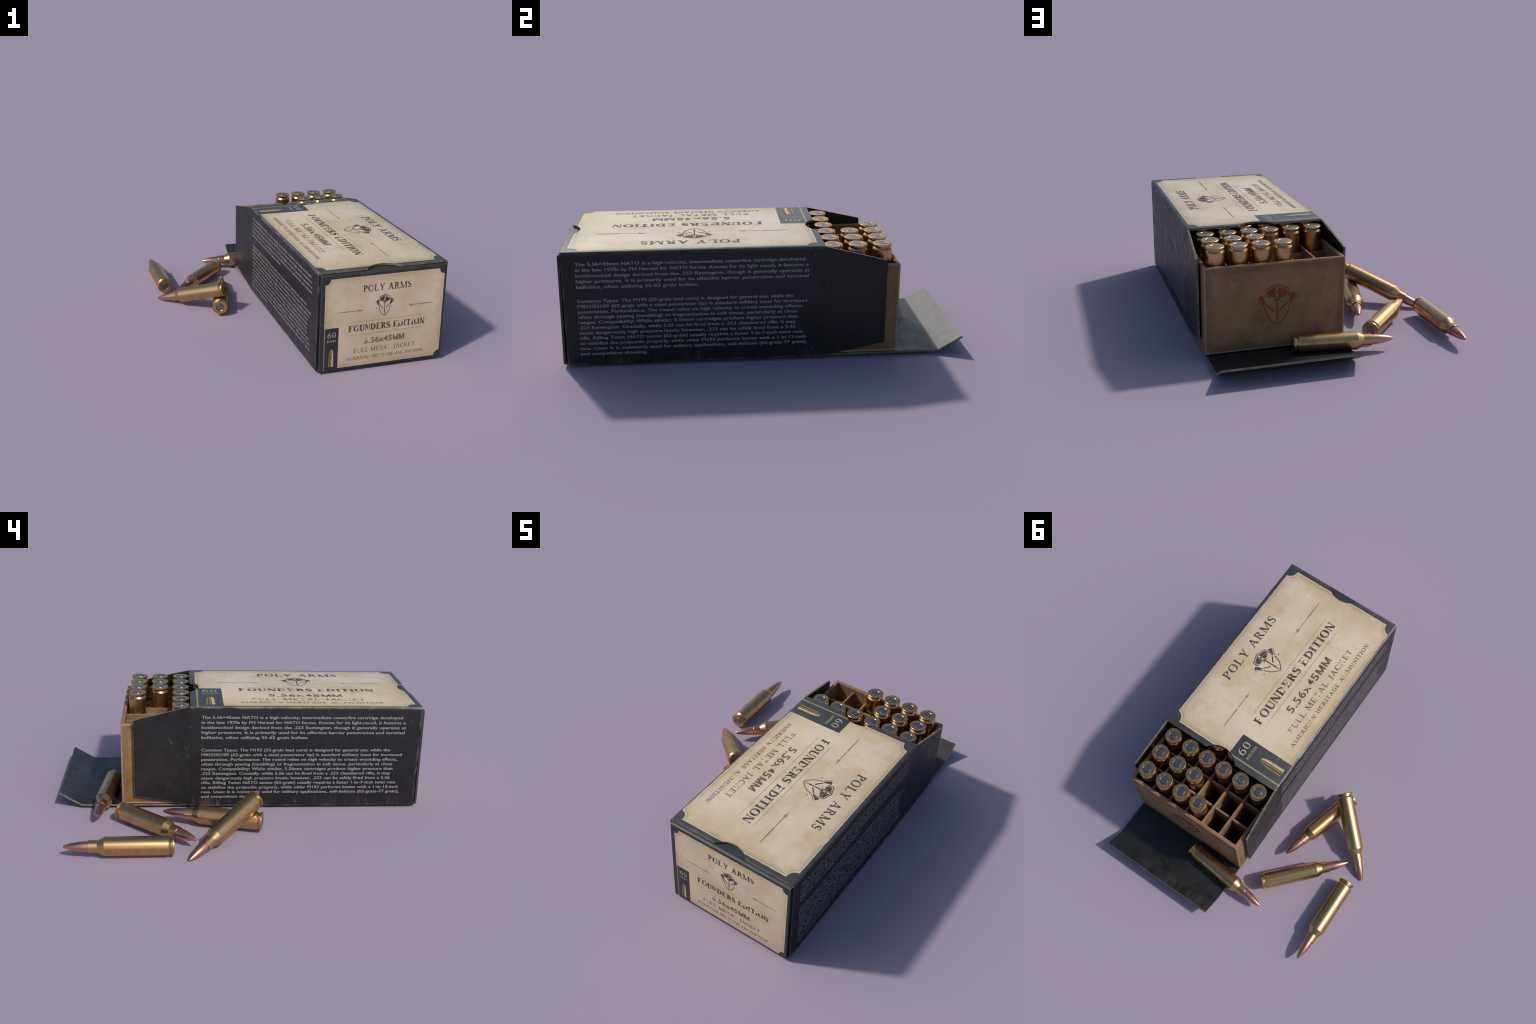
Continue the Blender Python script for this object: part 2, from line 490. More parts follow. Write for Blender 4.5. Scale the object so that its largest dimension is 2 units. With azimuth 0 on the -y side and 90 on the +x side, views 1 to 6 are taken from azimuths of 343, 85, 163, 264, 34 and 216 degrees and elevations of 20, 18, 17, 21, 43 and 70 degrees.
def arc2(cx, cy, r, a0, a1, n):
    return [(cx + r * cos(radians(a0 + (a1 - a0) * i / n)), cy + r * sin(radians(a0 + (a1 - a0) * i / n))) for i in range(n + 1)]


def lathe(profile, segs, name, mats, angle=28, mat_index=None):
    bm = bmesh.new()
    rings = []
    for r, z in profile:
        if r < 1e-6:
            rings.append([bm.verts.new((0, 0, z))])
        else:
            rings.append([bm.verts.new((r * cos(2 * pi * i / segs), r * sin(2 * pi * i / segs), z)) for i in range(segs)])
    for a, b in zip(rings, rings[1:]):
        for i in range(segs):
            j = (i + 1) % segs
            if len(a) == 1:
                bm.faces.new((a[0], b[j], b[i]))
            elif len(b) == 1:
                bm.faces.new((a[i], a[j], b[0]))
            else:
                bm.faces.new((a[i], a[j], b[j], b[i]))
    bmesh.ops.recalc_face_normals(bm, faces=bm.faces)
    return mesh_from(bm, name, mats, angle)


# ------------------------------------------------------------------ printing helpers
class Print:
    """Thin printed shapes collected in one mesh.  `place(u, v, h)` maps art to space.
    Overlapping pieces of one glyph get slightly different film heights."""

    def __init__(self, place, film=0.0007):
        self.bm, self.place, self.film, self.k = bmesh.new(), place, film, 0

    def piece(self, pts, mat=0):
        self.k += 1
        h = self.film + 0.00009 * (self.k % 7)
        if sum(p[0] * q[1] - q[0] * p[1] for p, q in zip(pts, pts[1:] + pts[:1])) < 0:
            pts = pts[::-1]
        top = [self.bm.verts.new(self.place(u, v, h)) for u, v in pts]
        low = [self.bm.verts.new(self.place(u, v, 0.0002)) for u, v in pts]
        fs = [self.bm.faces.new(top)]
        for i in range(len(pts)):
            j = (i + 1) % len(pts)
            fs.append(self.bm.faces.new((low[i], low[j], top[j], top[i])))
        for f in fs:
            f.material_index = mat

    def strip(self, left, right, mat=0):
        self.k += 1
        h = self.film + 0.00009 * (self.k % 7)
        a = [self.bm.verts.new(self.place(u, v, h)) for u, v in left]
        b = [self.bm.verts.new(self.place(u, v, h)) for u, v in right]
        for i in range(len(a) - 1):
            self.bm.faces.new((a[i], a[i + 1], b[i + 1], b[i])).material_index = mat

    def stroke(self, pts, width, mat=0):
        """Polyline of even or listed width."""
        ws = width if isinstance(width, (list, tuple)) else [width] * len(pts)
        left, right = [], []
        for i, p in enumerate(pts):
            a, b = Vector(pts[max(i - 1, 0)]), Vector(pts[min(i + 1, len(pts) - 1)])
            t = (b - a).normalized()
            nrm = Vector((-t.y, t.x)) * ws[i] / 2
            left.append(tuple(Vector(p) + nrm))
            right.append(tuple(Vector(p) - nrm))
        self.strip(left, right, mat)

    def mesh(self, name, mats):
        bmesh.ops.triangulate(self.bm, faces=[f for f in self.bm.faces if len(f.verts) > 4])
        return mesh_from(self.bm, name, mats)


# --- a small roman capital alphabet drawn from stems, hairlines, serifs and bowls
def roman(ch, S):
    """Pieces of one capital (cap height 1): ('p', points) polygons, ('s', points, widths)
    strokes; returns (pieces, advance)."""
    t, e, P = 0.065, 0.085, []

    def box(a, b, c, d):
        P.append(('p', [(a, b), (c, b), (c, d), (a, d)]))

    def serif(x, w, y):
        h = 0.05 if y < 0.5 else -0.05
        P.append(('p', [(x - e, y), (x + w + e, y), (x + w + e, y + h), (x + w + 0.01, y + 1.9 * h), (x - 0.01, y + 1.9 * h), (x - e, y + h)]))

    def stem(x, w=None, y0=0.0, y1=1.0, s0=True, s1=True):
        w = w or S
        box(x, y0, x + w, y1)
        if s0:
            serif(x, w, y0)
        if s1:
            serif(x, w, y1)

    def diag(x0, y0, x1, y1, w):
        P.append(('p', [(x0 - w / 2, y0), (x0 + w / 2, y0), (x1 + w / 2, y1), (x1 - w / 2, y1)]))

    def bar(x0, x1, y, tick=0.0):
        box(x0, y - t / 2, x1, y + t / 2)
        if tick:
            P.append(('p', [(x1 - 0.05, y), (x1, y), (x1 + 0.02, y + tick), (x1 - 0.01, y + tick)]))

    def bowl(cx, cy, rx, ry, a0, a1, n=18, thick=S, thin=t):
        pts, ws = [], []
        for i in range(n + 1):
            a = radians(a0 + (a1 - a0) * i / n)
            w = thin + (thick * 1.1 - thin) * abs(cos(a)) ** 1.4
            pts.append((cx + (rx - w / 2) * cos(a), cy + (ry - thin / 2) * sin(a)))
            ws.append(w)
        P.append(('s', pts, ws))

    if ch == 'I':
        stem(e)
        adv = S + 2 * e
    elif ch in 'FEL':
        stem(e)
        x1 = 0.66
        if ch in 'FE':
            bar(e + S, x1, 1 - t / 2, -0.22)
            bar(e + S, x1 - 0.16, 0.52)
            box(x1 - 0.19, 0.42, x1 - 0.15, 0.62)
        if ch in 'EL':
            bar(e + S, x1 + 0.03, t / 2, 0.25)
        adv = 0.74
    elif ch == 'T':
        stem(0.37 - S / 2, s1=False)
        bar(0.05, 0.69, 1 - t / 2, -0.24)
        P.append(('p', [(0.03, 0.76), (0.06, 0.76), (0.10, 1.0), (0.05, 1.0)]))
        adv = 0.74
    elif ch == 'H':
        stem(e)
        stem(0.62)
        bar(e + S, 0.62, 0.52)
        adv = 0.62 + S + e
    elif ch == 'D':
        stem(e)
        bowl(e + S * 0.5, 0.5, 0.70 - S * 0.2, 0.5, -90, 90)
        adv = 0.86
    elif ch in 'PR':
        stem(e)
        bowl(e + S * 0.5, 0.745, 0.50, 0.255, -90, 90)
        if ch == 'R':
            P.append(('p', [(0.33, 0.50), (0.33 + S * 1.05, 0.50), (0.80, 0.0), (0.80 - S * 1.15, 0.0)]))
            box(0.80 - S, 0.0, 0.84, 0.05)
        adv = 0.66 if ch == 'P' else 0.82
    elif ch == 'O' or ch == '0':
        rx = 0.44 if ch == 'O' else 0.31
        bowl(rx, 0.5, rx, 0.52, 0, 360, 30)
        adv = 2 * rx
    elif ch in 'CG':
        bowl(0.42, 0.5, 0.42, 0.52, 48, 318, 24)
        P.append(('p', [(0.66, 0.70), (0.71, 0.70), (0.73, 0.97), (0.69, 0.97)]))
        if ch == 'G':
            stem(0.60, y0=0.06, y1=0.42, s0=False)
        adv = 0.76 if ch == 'C' else 0.84
    elif ch == 'U':
        box(e, 0.3, e + S, 1.0)
        serif(e, S, 1.0)
        box(0.66, 0.3, 0.66 + t, 1.0)
        serif(0.66, t, 1.0)
        pts = [(0.412 + 0.317 * cos(radians(180 + a)), 0.32 + 0.31 * sin(radians(180 + a))) for a in range(0, 181, 12)]
        pts = [(x + S / 2 * (1 - i / 15) - t / 2 * i / 15, y) for i, (x, y) in enumerate(pts)]
        P.append(('s', pts, [S + (t - S) * (i / 15) for i in range(16)]))
        adv = 0.66 + t + e
    elif ch == 'N':
        box(e, 0.0, e + t, 1.0)
        serif(e, t, 0.0)
        P.append(('p', [(0.0, 1.0), (e + S * 0.9, 1.0), (0.74, 0.0), (0.74 - S, 0.0)]))
        box(0.74 - t, 0.0, 0.74, 1.0)
        serif(0.74 - t, t, 1.0)
        adv = 0.74 + e
    elif ch == 'M':
        box(e, 0.0, e + t, 1.0)
        serif(e, t, 0.0)
        P.append(('p', [(0.0, 1.0), (e + S, 1.0), (0.52 + S * 0.2, 0.0), (0.52 - S * 0.5, 0.0)]))
        diag(0.52, 0.0, 0.93, 1.0, t * 1.2)
        stem(0.90)
        adv = 0.90 + S + e
    elif ch == 'A':
        diag(0.10, 0.0, 0.42, 1.0, t * 1.2)
        diag(0.74, 0.0, 0.42, 1.0, S * 1.1)
        bar(0.20, 0.66, 0.34)
        box(0.0, 0.0, 0.22, 0.05)
        box(0.74 - S, 0.0, 0.74 + S, 0.05)
        adv = 0.88
    elif ch == 'Y':
        P.append(('p', [(0.07, 1.0), (0.07 + S * 1.1, 1.0), (0.40 + S / 2, 0.42), (0.40 - S / 2, 0.42)]))
        diag(0.42, 0.42, 0.72, 1.0, t * 1.2)
        box(0.40 - S / 2, 0.0, 0.40 + S / 2, 0.45)
        serif(0.40 - S / 2, S, 0.0)
        box(0.0, 0.95, 0.30, 1.0)
        box(0.60, 0.95, 0.82, 1.0)
        adv = 0.82
    elif ch == 'S':
        cen = [(0.29 + 0.205 * cos(radians(a)), 0.755 + 0.215 * sin(radians(a))) for a in range(20, 250, 18)]
        cen += [(0.29 + 0.225 * cos(radians(a)), 0.265 + 0.235 * sin(radians(a))) for a in range(70, -170, -18)]
        k = len(cen)
        ws = [t + (S * 1.15 - t) * max(0.0, sin(pi * i / (k - 1))) ** 2.2 for i in range(k)]
        P.append(('s', cen, ws))
        box(0.46, 0.72, 0.50, 0.98)
        box(0.04, 0.02, 0.08, 0.30)
        adv = 0.58
    elif ch == 'J':
        box(0.30, 0.08, 0.30 + S, 1.0)
        serif(0.30, S, 1.0)
        P.append(('s', [(0.30 + S / 2, 0.12), (0.27 + S / 2, -0.06), (0.18, -0.15), (0.08, -0.16)], [S, S * 0.8, t * 1.3, t * 1.5]))
        adv = 0.30 + S + e
    elif ch == 'K':
        stem(e)
        diag(e + S, 0.42, 0.70, 1.0, t * 1.2)
        P.append(('p', [(0.38, 0.62), (0.38 + S * 0.4, 0.72), (0.86, 0.0), (0.84 - S, 0.0)]))
        box(0.56, 0.95, 0.84, 1.0)
        box(0.84 - S, 0.0, 0.92, 0.05)
        adv = 0.90
    elif ch == '6':
        bowl(0.31, 0.32, 0.31, 0.33, 0, 360, 26)
        P.append(('s', [(S / 2 + 0.01, 0.34), (0.07, 0.56), (0.20, 0.83), (0.38, 0.97), (0.52, 1.0)], [S, S, S * 0.8, t * 1.3, t]))
        adv = 0.62
    else:
        adv = 0.34
    return P, adv


def print_roman(pr, text, u0, u1, v, cap, stem=0.16, gap=0.13, mat=0):
    """Set a line of capitals so that it fills u0..u1, standing on v."""
    glyphs = [roman(c, stem) for c in text]
    total = sum(a for _, a in glyphs) + gap * (len(text) - 1)
    k = (u1 - u0) / total
    x = 0.0
    for pieces, adv in glyphs:
        for p in pieces:
            pts = [(u0 + (x + a) * k, v + b * cap) for a, b in p[1]]
            if p[0] == 'p':
                pr.piece(pts, mat)
            else:
                pr.stroke(pts, [w * (k + cap) / 2 for w in p[2]], mat)
        x += adv + gap


def sans_mesh(text, bold=0.0, spacing=1.0):
    """A line in the built-in typeface as flat geometry (cap height scaled to 1)."""
    cu = bpy.data.curves.new('type', 'FONT')
    cu.body = text
    cu.size = 1.0
    cu.offset = bold
    cu.space_character = spacing
    cu.resolution_u = 3
    ob = bpy.data.objects.new('type', cu)
    COLL.objects.link(ob)
    me = evaluated(ob)
    bpy.data.objects.remove(ob)
    bpy.data.curves.remove(cu)
    return me


def sans_cap():
    me = sans_mesh('H')
    h = max(v.co.y for v in me.vertices) - min(v.co.y for v in me.vertices)
    bpy.data.meshes.remove(me)
    return h


CAP = sans_cap()


def add_sans(bm, text, place, u0, u1, v, cap, bold=0.0, h=0.0008, spacing=1.0, mat=0):
    me = sans_mesh(text, bold, spacing)
    xs = [p.co.x for p in me.vertices]
    lo, hi = min(xs), max(xs)
    k = (u1 - u0) / (hi - lo)
    vs = [bm.verts.new(place(u0 + (p.co.x - lo) * k, v + p.co.y * cap / CAP, h)) for p in me.vertices]
    for f in me.polygons:
        try:
            bm.faces.new([vs[i] for i in f.vertices]).material_index = mat
        except ValueError:
            pass
    bpy.data.meshes.remove(me)


def orient(bm, direction):
    d = Vector(direction)
    for f in bm.faces:
        f.normal_update()
        if f.normal.dot(d) < 0 and abs(f.normal.dot(d)) > 0.5:
            f.normal_flip()


def emblem(pr, place_uv, mat=0, fine=1.0):
    """Shield with a cloud, an upright spear and two crossed long guns (unit: its height)."""
    q = lambda pts: [place_uv(*p) for p in pts]
    s = place_uv(1, 0)[0] - place_uv(0, 0)[0]
    s = abs(s)
    line = lambda pts, w: pr.stroke(q(pts), w * s, mat)
    line([(-0.26, 0.69), (-0.278, 0.72), (-0.285, 0.885), (0.006, 0.985), (0.292, 0.878), (0.268, 0.70)], 0.026 * fine)
    pr.piece(q([(-0.012, 0.942), (-0.240, 0.852), (-0.244, 0.752), (-0.205, 0.694), (-0.150, 0.690), (-0.100, 0.700), (-0.052, 0.690), (-0.050, 0.780)]), mat)
    pr.piece(q([(0.022, 0.940), (0.248, 0.848), (0.250, 0.760), (0.208, 0.700), (0.130, 0.668), (0.058, 0.668), (0.056, 0.775)]), mat)
    line([(-0.078, 0.606), (-0.050, 0.640), (0.055, 0.640), (0.083, 0.605)], 0.030)
    line([(0.004, 0.84), (-0.045, 0.765), (-0.040, 0.66)], 0.014 * fine)
    line([(0.006, 0.84), (0.050, 0.765), (0.045, 0.66)], 0.014 * fine)
    pr.piece(q([(0.004, 0.82), (-0.018, 0.79), (0.004, 0.755), (0.026, 0.79)]), mat)
    line([(0.004, 0.715), (0.004, 0.30)], 0.030 * fine)
    pr.piece(q([(0.004, 0.300), (-0.036, 0.262), (0.004, 0.187), (0.040, 0.258)]), mat)
    line([(0.004, 0.20), (0.004, 0.075)], 0.020 * fine)
    for m in (1, -1):                                  # the two guns, mirrored
        g = lambda pts: [(m * a, b + (0.0 if m > 0 else -0.02)) for a, b in pts]
        pr.piece(q(g([(0.338, 0.792), (0.452, 0.735), (0.408, 0.650), (0.318, 0.545), (0.272, 0.556)])), mat)
        line(g([(0.466, 0.700), (0.462, 0.660), (0.310, 0.490)]), 0.018)
        line(g([(0.262, 0.545), (0.070, 0.372)]), 0.036)
        pr.piece(q(g([(0.368, 0.388), (0.407, 0.412), (0.444, 0.410), (0.407, 0.378)])), mat)
        line([(m * 0.296, 0.470), (m * 0.285, 0.40), (m * 0.250, 0.295), (m * 0.20, 0.20), (m * 0.10, 0.085), (0.0, 0.012)], 0.022 * fine)


def cartridge_picture(pr):
    """The little cartridge printed on the corner badge, as tonal stripes."""
    uc, hw, v0, v1 = 0.0112, 0.0158, 0.041, 0.148

    def half(v):
        f = (v - v0) / (v1 - v0)
        if f < 0.05:
            return 1.0
        if f < 0.09:
            return 0.86
        if f < 0.52:
            return 0.97
        g = (f - 0.52) / 0.48
        return max(0.10, 0.97 * math.sqrt(max(0.0, 1 - g ** 2.1)))

    vs = [v0 + (v1 - v0) * i / 22 for i in range(23)]
    bands = ((-1.0, -0.72, 1), (-0.72, -0.38, 0), (-0.38, -0.10, 1), (-0.10, 0.10, 0), (0.10, 0.62, 2), (0.62, 0.82, 1), (0.82, 1.0, 0))
    for a, b, m in bands:
        pr.strip([(uc + hw * a * half(v), v) for v in vs], [(uc + hw * b * half(v), v) for v in vs], m)


def print_label(place, facing, parent, where):
    """All printing of the label on one panel."""
    M_INK, M_INK_GREY, M_INK_FADED = INKS[where]
    jobs = []
    pr = Print(place)
    print_roman(pr, 'POLY ARMS', 0.183, 0.4665, 0.4632, 0.0370, 0.165, 0.16)
    print_roman(pr, 'FOUNDERS EDITION', 0.1065, 0.5625, 0.2365, 0.0350, 0.21, 0.09)
    emblem(pr, lambda a, b: (0.3135 + a * 0.1115, 0.3095 + b * 0.129), 0, 1.15)
    orient(pr.bm, facing)
    jobs.append(('heading_print', pr.mesh('heading_print', [M_INK])))
    bm = bmesh.new()
    add_sans(bm, '5.56x45', place, 0.2015, 0.3690, 0.1575, 0.0320, 0.016, spacing=1.05)
    orient(bm, facing)
    pr = Print(place)
    for x in (0.3755, 0.4120):                   # heavy grotesque M, twice
        w, t, v, h = 0.0315, 0.0062, 0.1575, 0.0320
        for a in (x, x + w - t):
            pr.piece([(a, v), (a + t, v), (a + t, v + h), (a, v + h)])
        for a, b in ((x, x + w / 2), (x + w, x + w / 2)):
            d = t * 1.15 if b > a else -t * 1.15
            pr.piece([(a, v + h), (a + d, v + h), (b + d * 0.45, v), (b - d * 0.45, v)])
    orient(pr.bm, facing)
    part = pr.mesh('letters', [M_INK_GREY])
    bm.from_mesh(part)
    bpy.data.meshes.remove(part)
    jobs.append(('calibre_print', mesh_from(bm, 'calibre_print', [M_INK_GREY])))
    pr = Print(place)
    print_roman(pr, 'FULL METAL JACKET', 0.142, 0.511, 0.1070, 0.0235, 0.15, 0.16)
    print_roman(pr, 'AMERICAN HERITAGE AMMUNITION', 0.1035, 0.5635, 0.0665, 0.0165, 0.15, 0.16)
    orient(pr.bm, facing)
    jobs.append(('description_print', pr.mesh('description_print', [M_INK_FADED])))
    pr = Print(place)
    for tail, tip in ((0.0365, 0.1855), (0.6060, 0.4560)):
        s = 1 if tip > tail else -1
        head = tip - s * 0.0205
        pr.stroke([(tail, 0.3575), (tail + s * 0.075, 0.3575)], [0.0022, 0.0040], 0)
        pr.stroke([(tail + s * 0.079, 0.3575), (head, 0.3575)], 0.0024, 0)
        pr.piece([(head, 0.3575 - 0.0070), (head - s * 0.004, 0.3575), (head, 0.3575 + 0.0070), (tip - s * 0.008, 0.3590), (tip, 0.3575), (tip - s * 0.008, 0.3560)], 1)
    orient(pr.bm, facing)
    jobs.append(('arrow_print', pr.mesh('arrow_print', [M_INK_TAN, M_INK_GOLD])))
    pr = Print(place)
    print_roman(pr, '60', -0.0145, 0.0335, 0.2150, 0.0310, 0.15, 0.16)
    print_roman(pr, 'ROUNDS', -0.0165, 0.0365, 0.1880, 0.0125, 0.17, 0.14)
    orient(pr.bm, facing)
    jobs.append(('count_print', pr.mesh('count_print', [M_CREAM])))
    pr = Print(place)
    cartridge_picture(pr)
    orient(pr.bm, facing)
    jobs.append(('cartridge_picture', pr.mesh('cartridge_picture', [M_PIC_DARK, M_PIC_GOLD, M_PIC_PALE])))
    for name, me in jobs:
        make_object(name, me, parent, 'stuff')


# ------------------------------------------------------------------ the carton
def rounded_rect(x0, x1, z0, z1, r_top, r_low, n=4):
    return (arc2(x1 - r_top, z1 - r_top, r_top, 0, 90, n) + arc2(x0 + r_top, z1 - r_top, r_top, 90, 180, n)
            + arc2(x0 + r_low, z0 + r_low, r_low, 180, 270, n) + arc2(x1 - r_low, z0 + r_low, r_low, 270, 360, n))


def build_sleeve(parent):
    bm = bmesh.new()
    outer = rounded_rect(X0, X1, Z0, Z1, 0.012, 0.006)
    inner = rounded_rect(X0 + CARD, X1 - CARD, Z0 + CARD, Z1 - CARD, 0.005, 0.004)
    ends = []
    for y in (Y0, Y1):
        ends.append(([bm.verts.new((x, y, z)) for x, z in outer], [bm.verts.new((x, y, z)) for x, z in inner]))
    k = len(outer)
    for i in range(k):
        j = (i + 1) % k
        bm.faces.new((ends[0][0][i], ends[0][0][j], ends[1][0][j], ends[1][0][i]))
        bm.faces.new((ends[0][1][j], ends[0][1][i], ends[1][1][i], ends[1][1][j]))
        for o, n_ in ends:
            bm.faces.new((o[i], o[j], n_[j], n_[i]))
    bmesh.ops.recalc_face_normals(bm, faces=bm.faces)
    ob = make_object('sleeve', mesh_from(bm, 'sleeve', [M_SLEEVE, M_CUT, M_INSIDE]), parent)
    # thumb notches in both ends of the top
    cutters = []
    for yc in (Y0 - 0.0745, Y1 + 0.0715):
        cb = bmesh.new()
        bmesh.ops.create_cone(cb, cap_ends=True, segments=40, radius1=0.1235, radius2=0.1235, depth=0.06,
                              matrix=Matrix.Translation((0.3085, yc, Z1 - 0.005)))
        me = bpy.data.meshes.new('notch_cutter')
        cb.to_mesh(me)
        cb.free()
        c = bpy.data.objects.new('notch_cutter', me)
        COLL.objects.link(c)
        cutters.append(c)
        m = ob.modifiers.new('notch', 'BOOLEAN')
        m.operation, m.object, m.solver = 'DIFFERENCE', c, 'EXACT'
    me = evaluated(ob)
    ob.modifiers.clear()
    old, ob.data = ob.data, me
    bpy.data.meshes.remove(old)
    for c in cutters:
        bpy.data.objects.remove(c)
    me.name = 'sleeve'
    bm = bmesh.new()
    bm.from_mesh(me)
    cx, cz = (X0 + X1) / 2, (Z0 + Z1) / 2
    for f in bm.faces:
        c, nn = f.calc_center_median(), f.normal
        inward = nn.x * (cx - c.x) + nn.z * (cz - c.z) > 0.005
        at_notch = abs(nn.z) < 0.3 and c.z > Z1 - CARD - 0.004 and 0.19 < c.x < 0.43
        dark_end = nn.y < -0.9 and c.z < Z1 - 0.016          # dark edges of the closed end, below the top
        f.material_index = 1 if (abs(nn.y) > 0.9 and not dark_end) or at_notch else (2 if inward or dark_end else 0)
        f.smooth = True
    for e in bm.edges:
        if len(e.link_faces) == 2:
            e.smooth = e.calc_face_angle(pi) < radians(35)
    bm.to_mesh(me)
    bm.free()
    return ob


def build_end_panel(parent):
    """Closed end: floor lip, printed panel leaning slightly, rounded fold and tuck lip."""
    c = CARD / 2
    path = [(Y0 - 0.0006, Z0 + c), (-0.990, Z0 + c + 0.0005), (-0.9935, Z0 + c + 0.003), (-0.9943, 0.026)]
    path += [(-1.0 + c + (0.562 - 0.014) * 0.0125, 0.560), (-0.9870, 0.5675), (-0.9830, 0.5712), (-0.9760, 0.5725), (-0.8600, 0.5700)]
    bm = ribbon(path, CARD, -0.0585, 0.6792)
    bm2 = mesh_from(bm, 'end_panel', [M_END], 40)
    return make_object('end_panel', bm2, parent)


def build_dust_flaps(parent):
    for x0, x1 in ((X0 + CARD + 0.001, 0.20), (0.42, X1 - CARD - 0.001)):
        bm = bmesh.new()
        bm_box(bm, (x0, -0.972, Z0 + CARD + 0.004), (x1, -0.963, Z1 - CARD - 0.012))
        bmesh.ops.recalc_face_normals(bm, faces=bm.faces)
        make_object('dust_flap', mesh_from(bm, 'dust_flap', [M_INSIDE]), parent)


def build_side_flap(parent, x_hinge, x_tip):
    """Trapezoid flap hinged on the side wall, sprung slightly outward."""
    sgn = 1 if x_tip > x_hinge else -1
    prof = [(Y1 + 0.0004, 0.022), (0.5855, 0.0868), (0.5865, 0.5165), (Y1 + 0.0004, 0.5885)]
    prof = [(Y1 + 0.0004, 0.020), (Y1 + 0.03, 0.0255), (0.5845, 0.0868), (0.5865, 0.0895), (0.5870, 0.5130), (0.5855, 0.5165), (Y1 + 0.03, 0.5825), (Y1 + 0.0004, 0.5880)]
    bm = bmesh.new()
    rows = []
    for off in (0.0, CARD):
        row = []
        for y, z in prof:
            f = (y - Y1) / (0.587 - Y1)
            x = x_hinge + (x_tip - x_hinge) * f ** 1.15 if f > 0 else x_hinge
            row.append(bm.verts.new((x - sgn * off, y, z)))
        rows.append(row)
    k = len(prof)
    a, b = rows
    # the face is cut into strips so that the bend stays clean
    for i in range(k // 2 - 1):
        for r in rows:
            bm.faces.new((r[i], r[i + 1], r[k - 2 - i], r[k - 1 - i]))
    for i in range(k):
        j = (i + 1) % k
        bm.faces.new((a[i], a[j], b[j], b[i])).material_index = 1
    bmesh.ops.recalc_face_normals(bm, faces=bm.faces)
    for f in bm.faces:
        if f.material_index == 0 and f.normal.x * sgn < 0:
            f.material_index = 2
    return make_object('side_flap', mesh_from(bm, 'side_flap', [M_FLAP, M_CUT, M_INSIDE]), parent)


def build_bottom_flap(parent):
    c = CARD / 2
    zc = Z0 + c + 0.0005
    path = [(Y1 + 0.0005, zc), (0.60, zc), (0.868, zc), (0.8765, zc + 0.0015), (0.8835, zc + 0.0055), (0.9940, 0.0885)]
    bm = ribbon(path, CARD, -0.0575, 0.6745)
    for f in bm.faces:
        if abs(f.normal.x) > 0.9 or f.calc_center_median().y > 0.985:
            f.material_index = 1
    return make_object('bottom_flap', mesh_from(bm, 'bottom_flap', [M_LIP, M_CUT], 25), parent)


def build_tray(parent):
    bm = bmesh.new()
    w = TRAY_WALL
    lo, hi = Vector((TX0, TY0, TZ0)), Vector((TX1, TY1, TZ1))
    loops = []
    for inset, z in ((0.0, TZ0), (0.0, TZ1), (w, TZ1), (w, TZ0 + 0.010)):
        loops.append([bm.verts.new(p) for p in ((lo.x + inset, lo.y + inset, z), (hi.x - inset, lo.y + inset, z), (hi.x - inset, hi.y - inset, z), (lo.x + inset, hi.y - inset, z))])
    for a, b in zip(loops, loops[1:]):
        for i in range(4):
            bm.faces.new((a[i], a[(i + 1) % 4], b[(i + 1) % 4], b[i]))
    bm.faces.new(loops[0][::-1])
    bm.faces.new(loops[-1])
    bmesh.ops.recalc_face_normals(bm, faces=bm.faces)
    bmesh.ops.bevel(bm, geom=[e for e in bm.edges if e.calc_length() > 0.05 and min(v.co.z for v in e.verts) > TZ0 + 0.02 or (abs(e.verts[0].co.z - e.verts[1].co.z) > 0.3)],
                    offset=0.0025, segments=2, affect='EDGES')
    tray = make_object('tray', mesh_from(bm, 'tray', [M_TRAY], 40), parent)
    # partitions: long ones run the length of the tray, short ones bridge between them
    ix0, ix1, iy0, iy1 = TX0 + w, TX1 - w, TY0 + w, TY1 - w
    mids = [(a + b) / 2 for a, b in zip(COLUMNS, COLUMNS[1:])]
    floor, t = TZ0 + 0.0105, 0.0118

    def card(name, lo, hi):
        bm = bmesh.new()
        bm_box(bm, lo, hi)
        bmesh.ops.recalc_face_normals(bm, faces=bm.faces)
        bmesh.ops.bevel(bm, geom=[e for e in bm.edges if min(v.co.z for v in e.verts) > 0.4], offset=0.002, segments=2, affect='EDGES')
        return make_object(name, mesh_from(bm, name, [M_TRAY], 40), tray)

    for x in mids:
        card('long_divider', (x - t / 2, iy0 + 0.0005, floor), (x + t / 2, iy1 - 0.0005, 0.4645))
    spans = list(zip([ix1] + [m - t / 2 for m in mids], [m + t / 2 for m in mids] + [ix0]))
    for r in range(ROWS - 1):
        y = ROW_FIRST - ROW_STEP * (r + 0.5)
        for i, (b, a) in enumerate(spans):
            lo_x = a + (0.0035 if i < len(spans) - 1 else 0.0005)
            card('short_divider', (lo_x, y - t / 2, floor), (b - 0.0004, y + t / 2, 0.4445))
    # red maker's stamp on the pulled-out end
    pr = Print(lambda u, v, h: Vector((u, TY1 + h, v)))
    emblem(pr, lambda a, b: (0.3045 - a * 0.2224, 0.1502 + b * 0.2224), 0, 1.05)
    orient(pr.bm, (0, 1, 0))
    make_object('stamp_print', pr.mesh('stamp_print', [M_RED]), tray, 'stuff')
    return tray


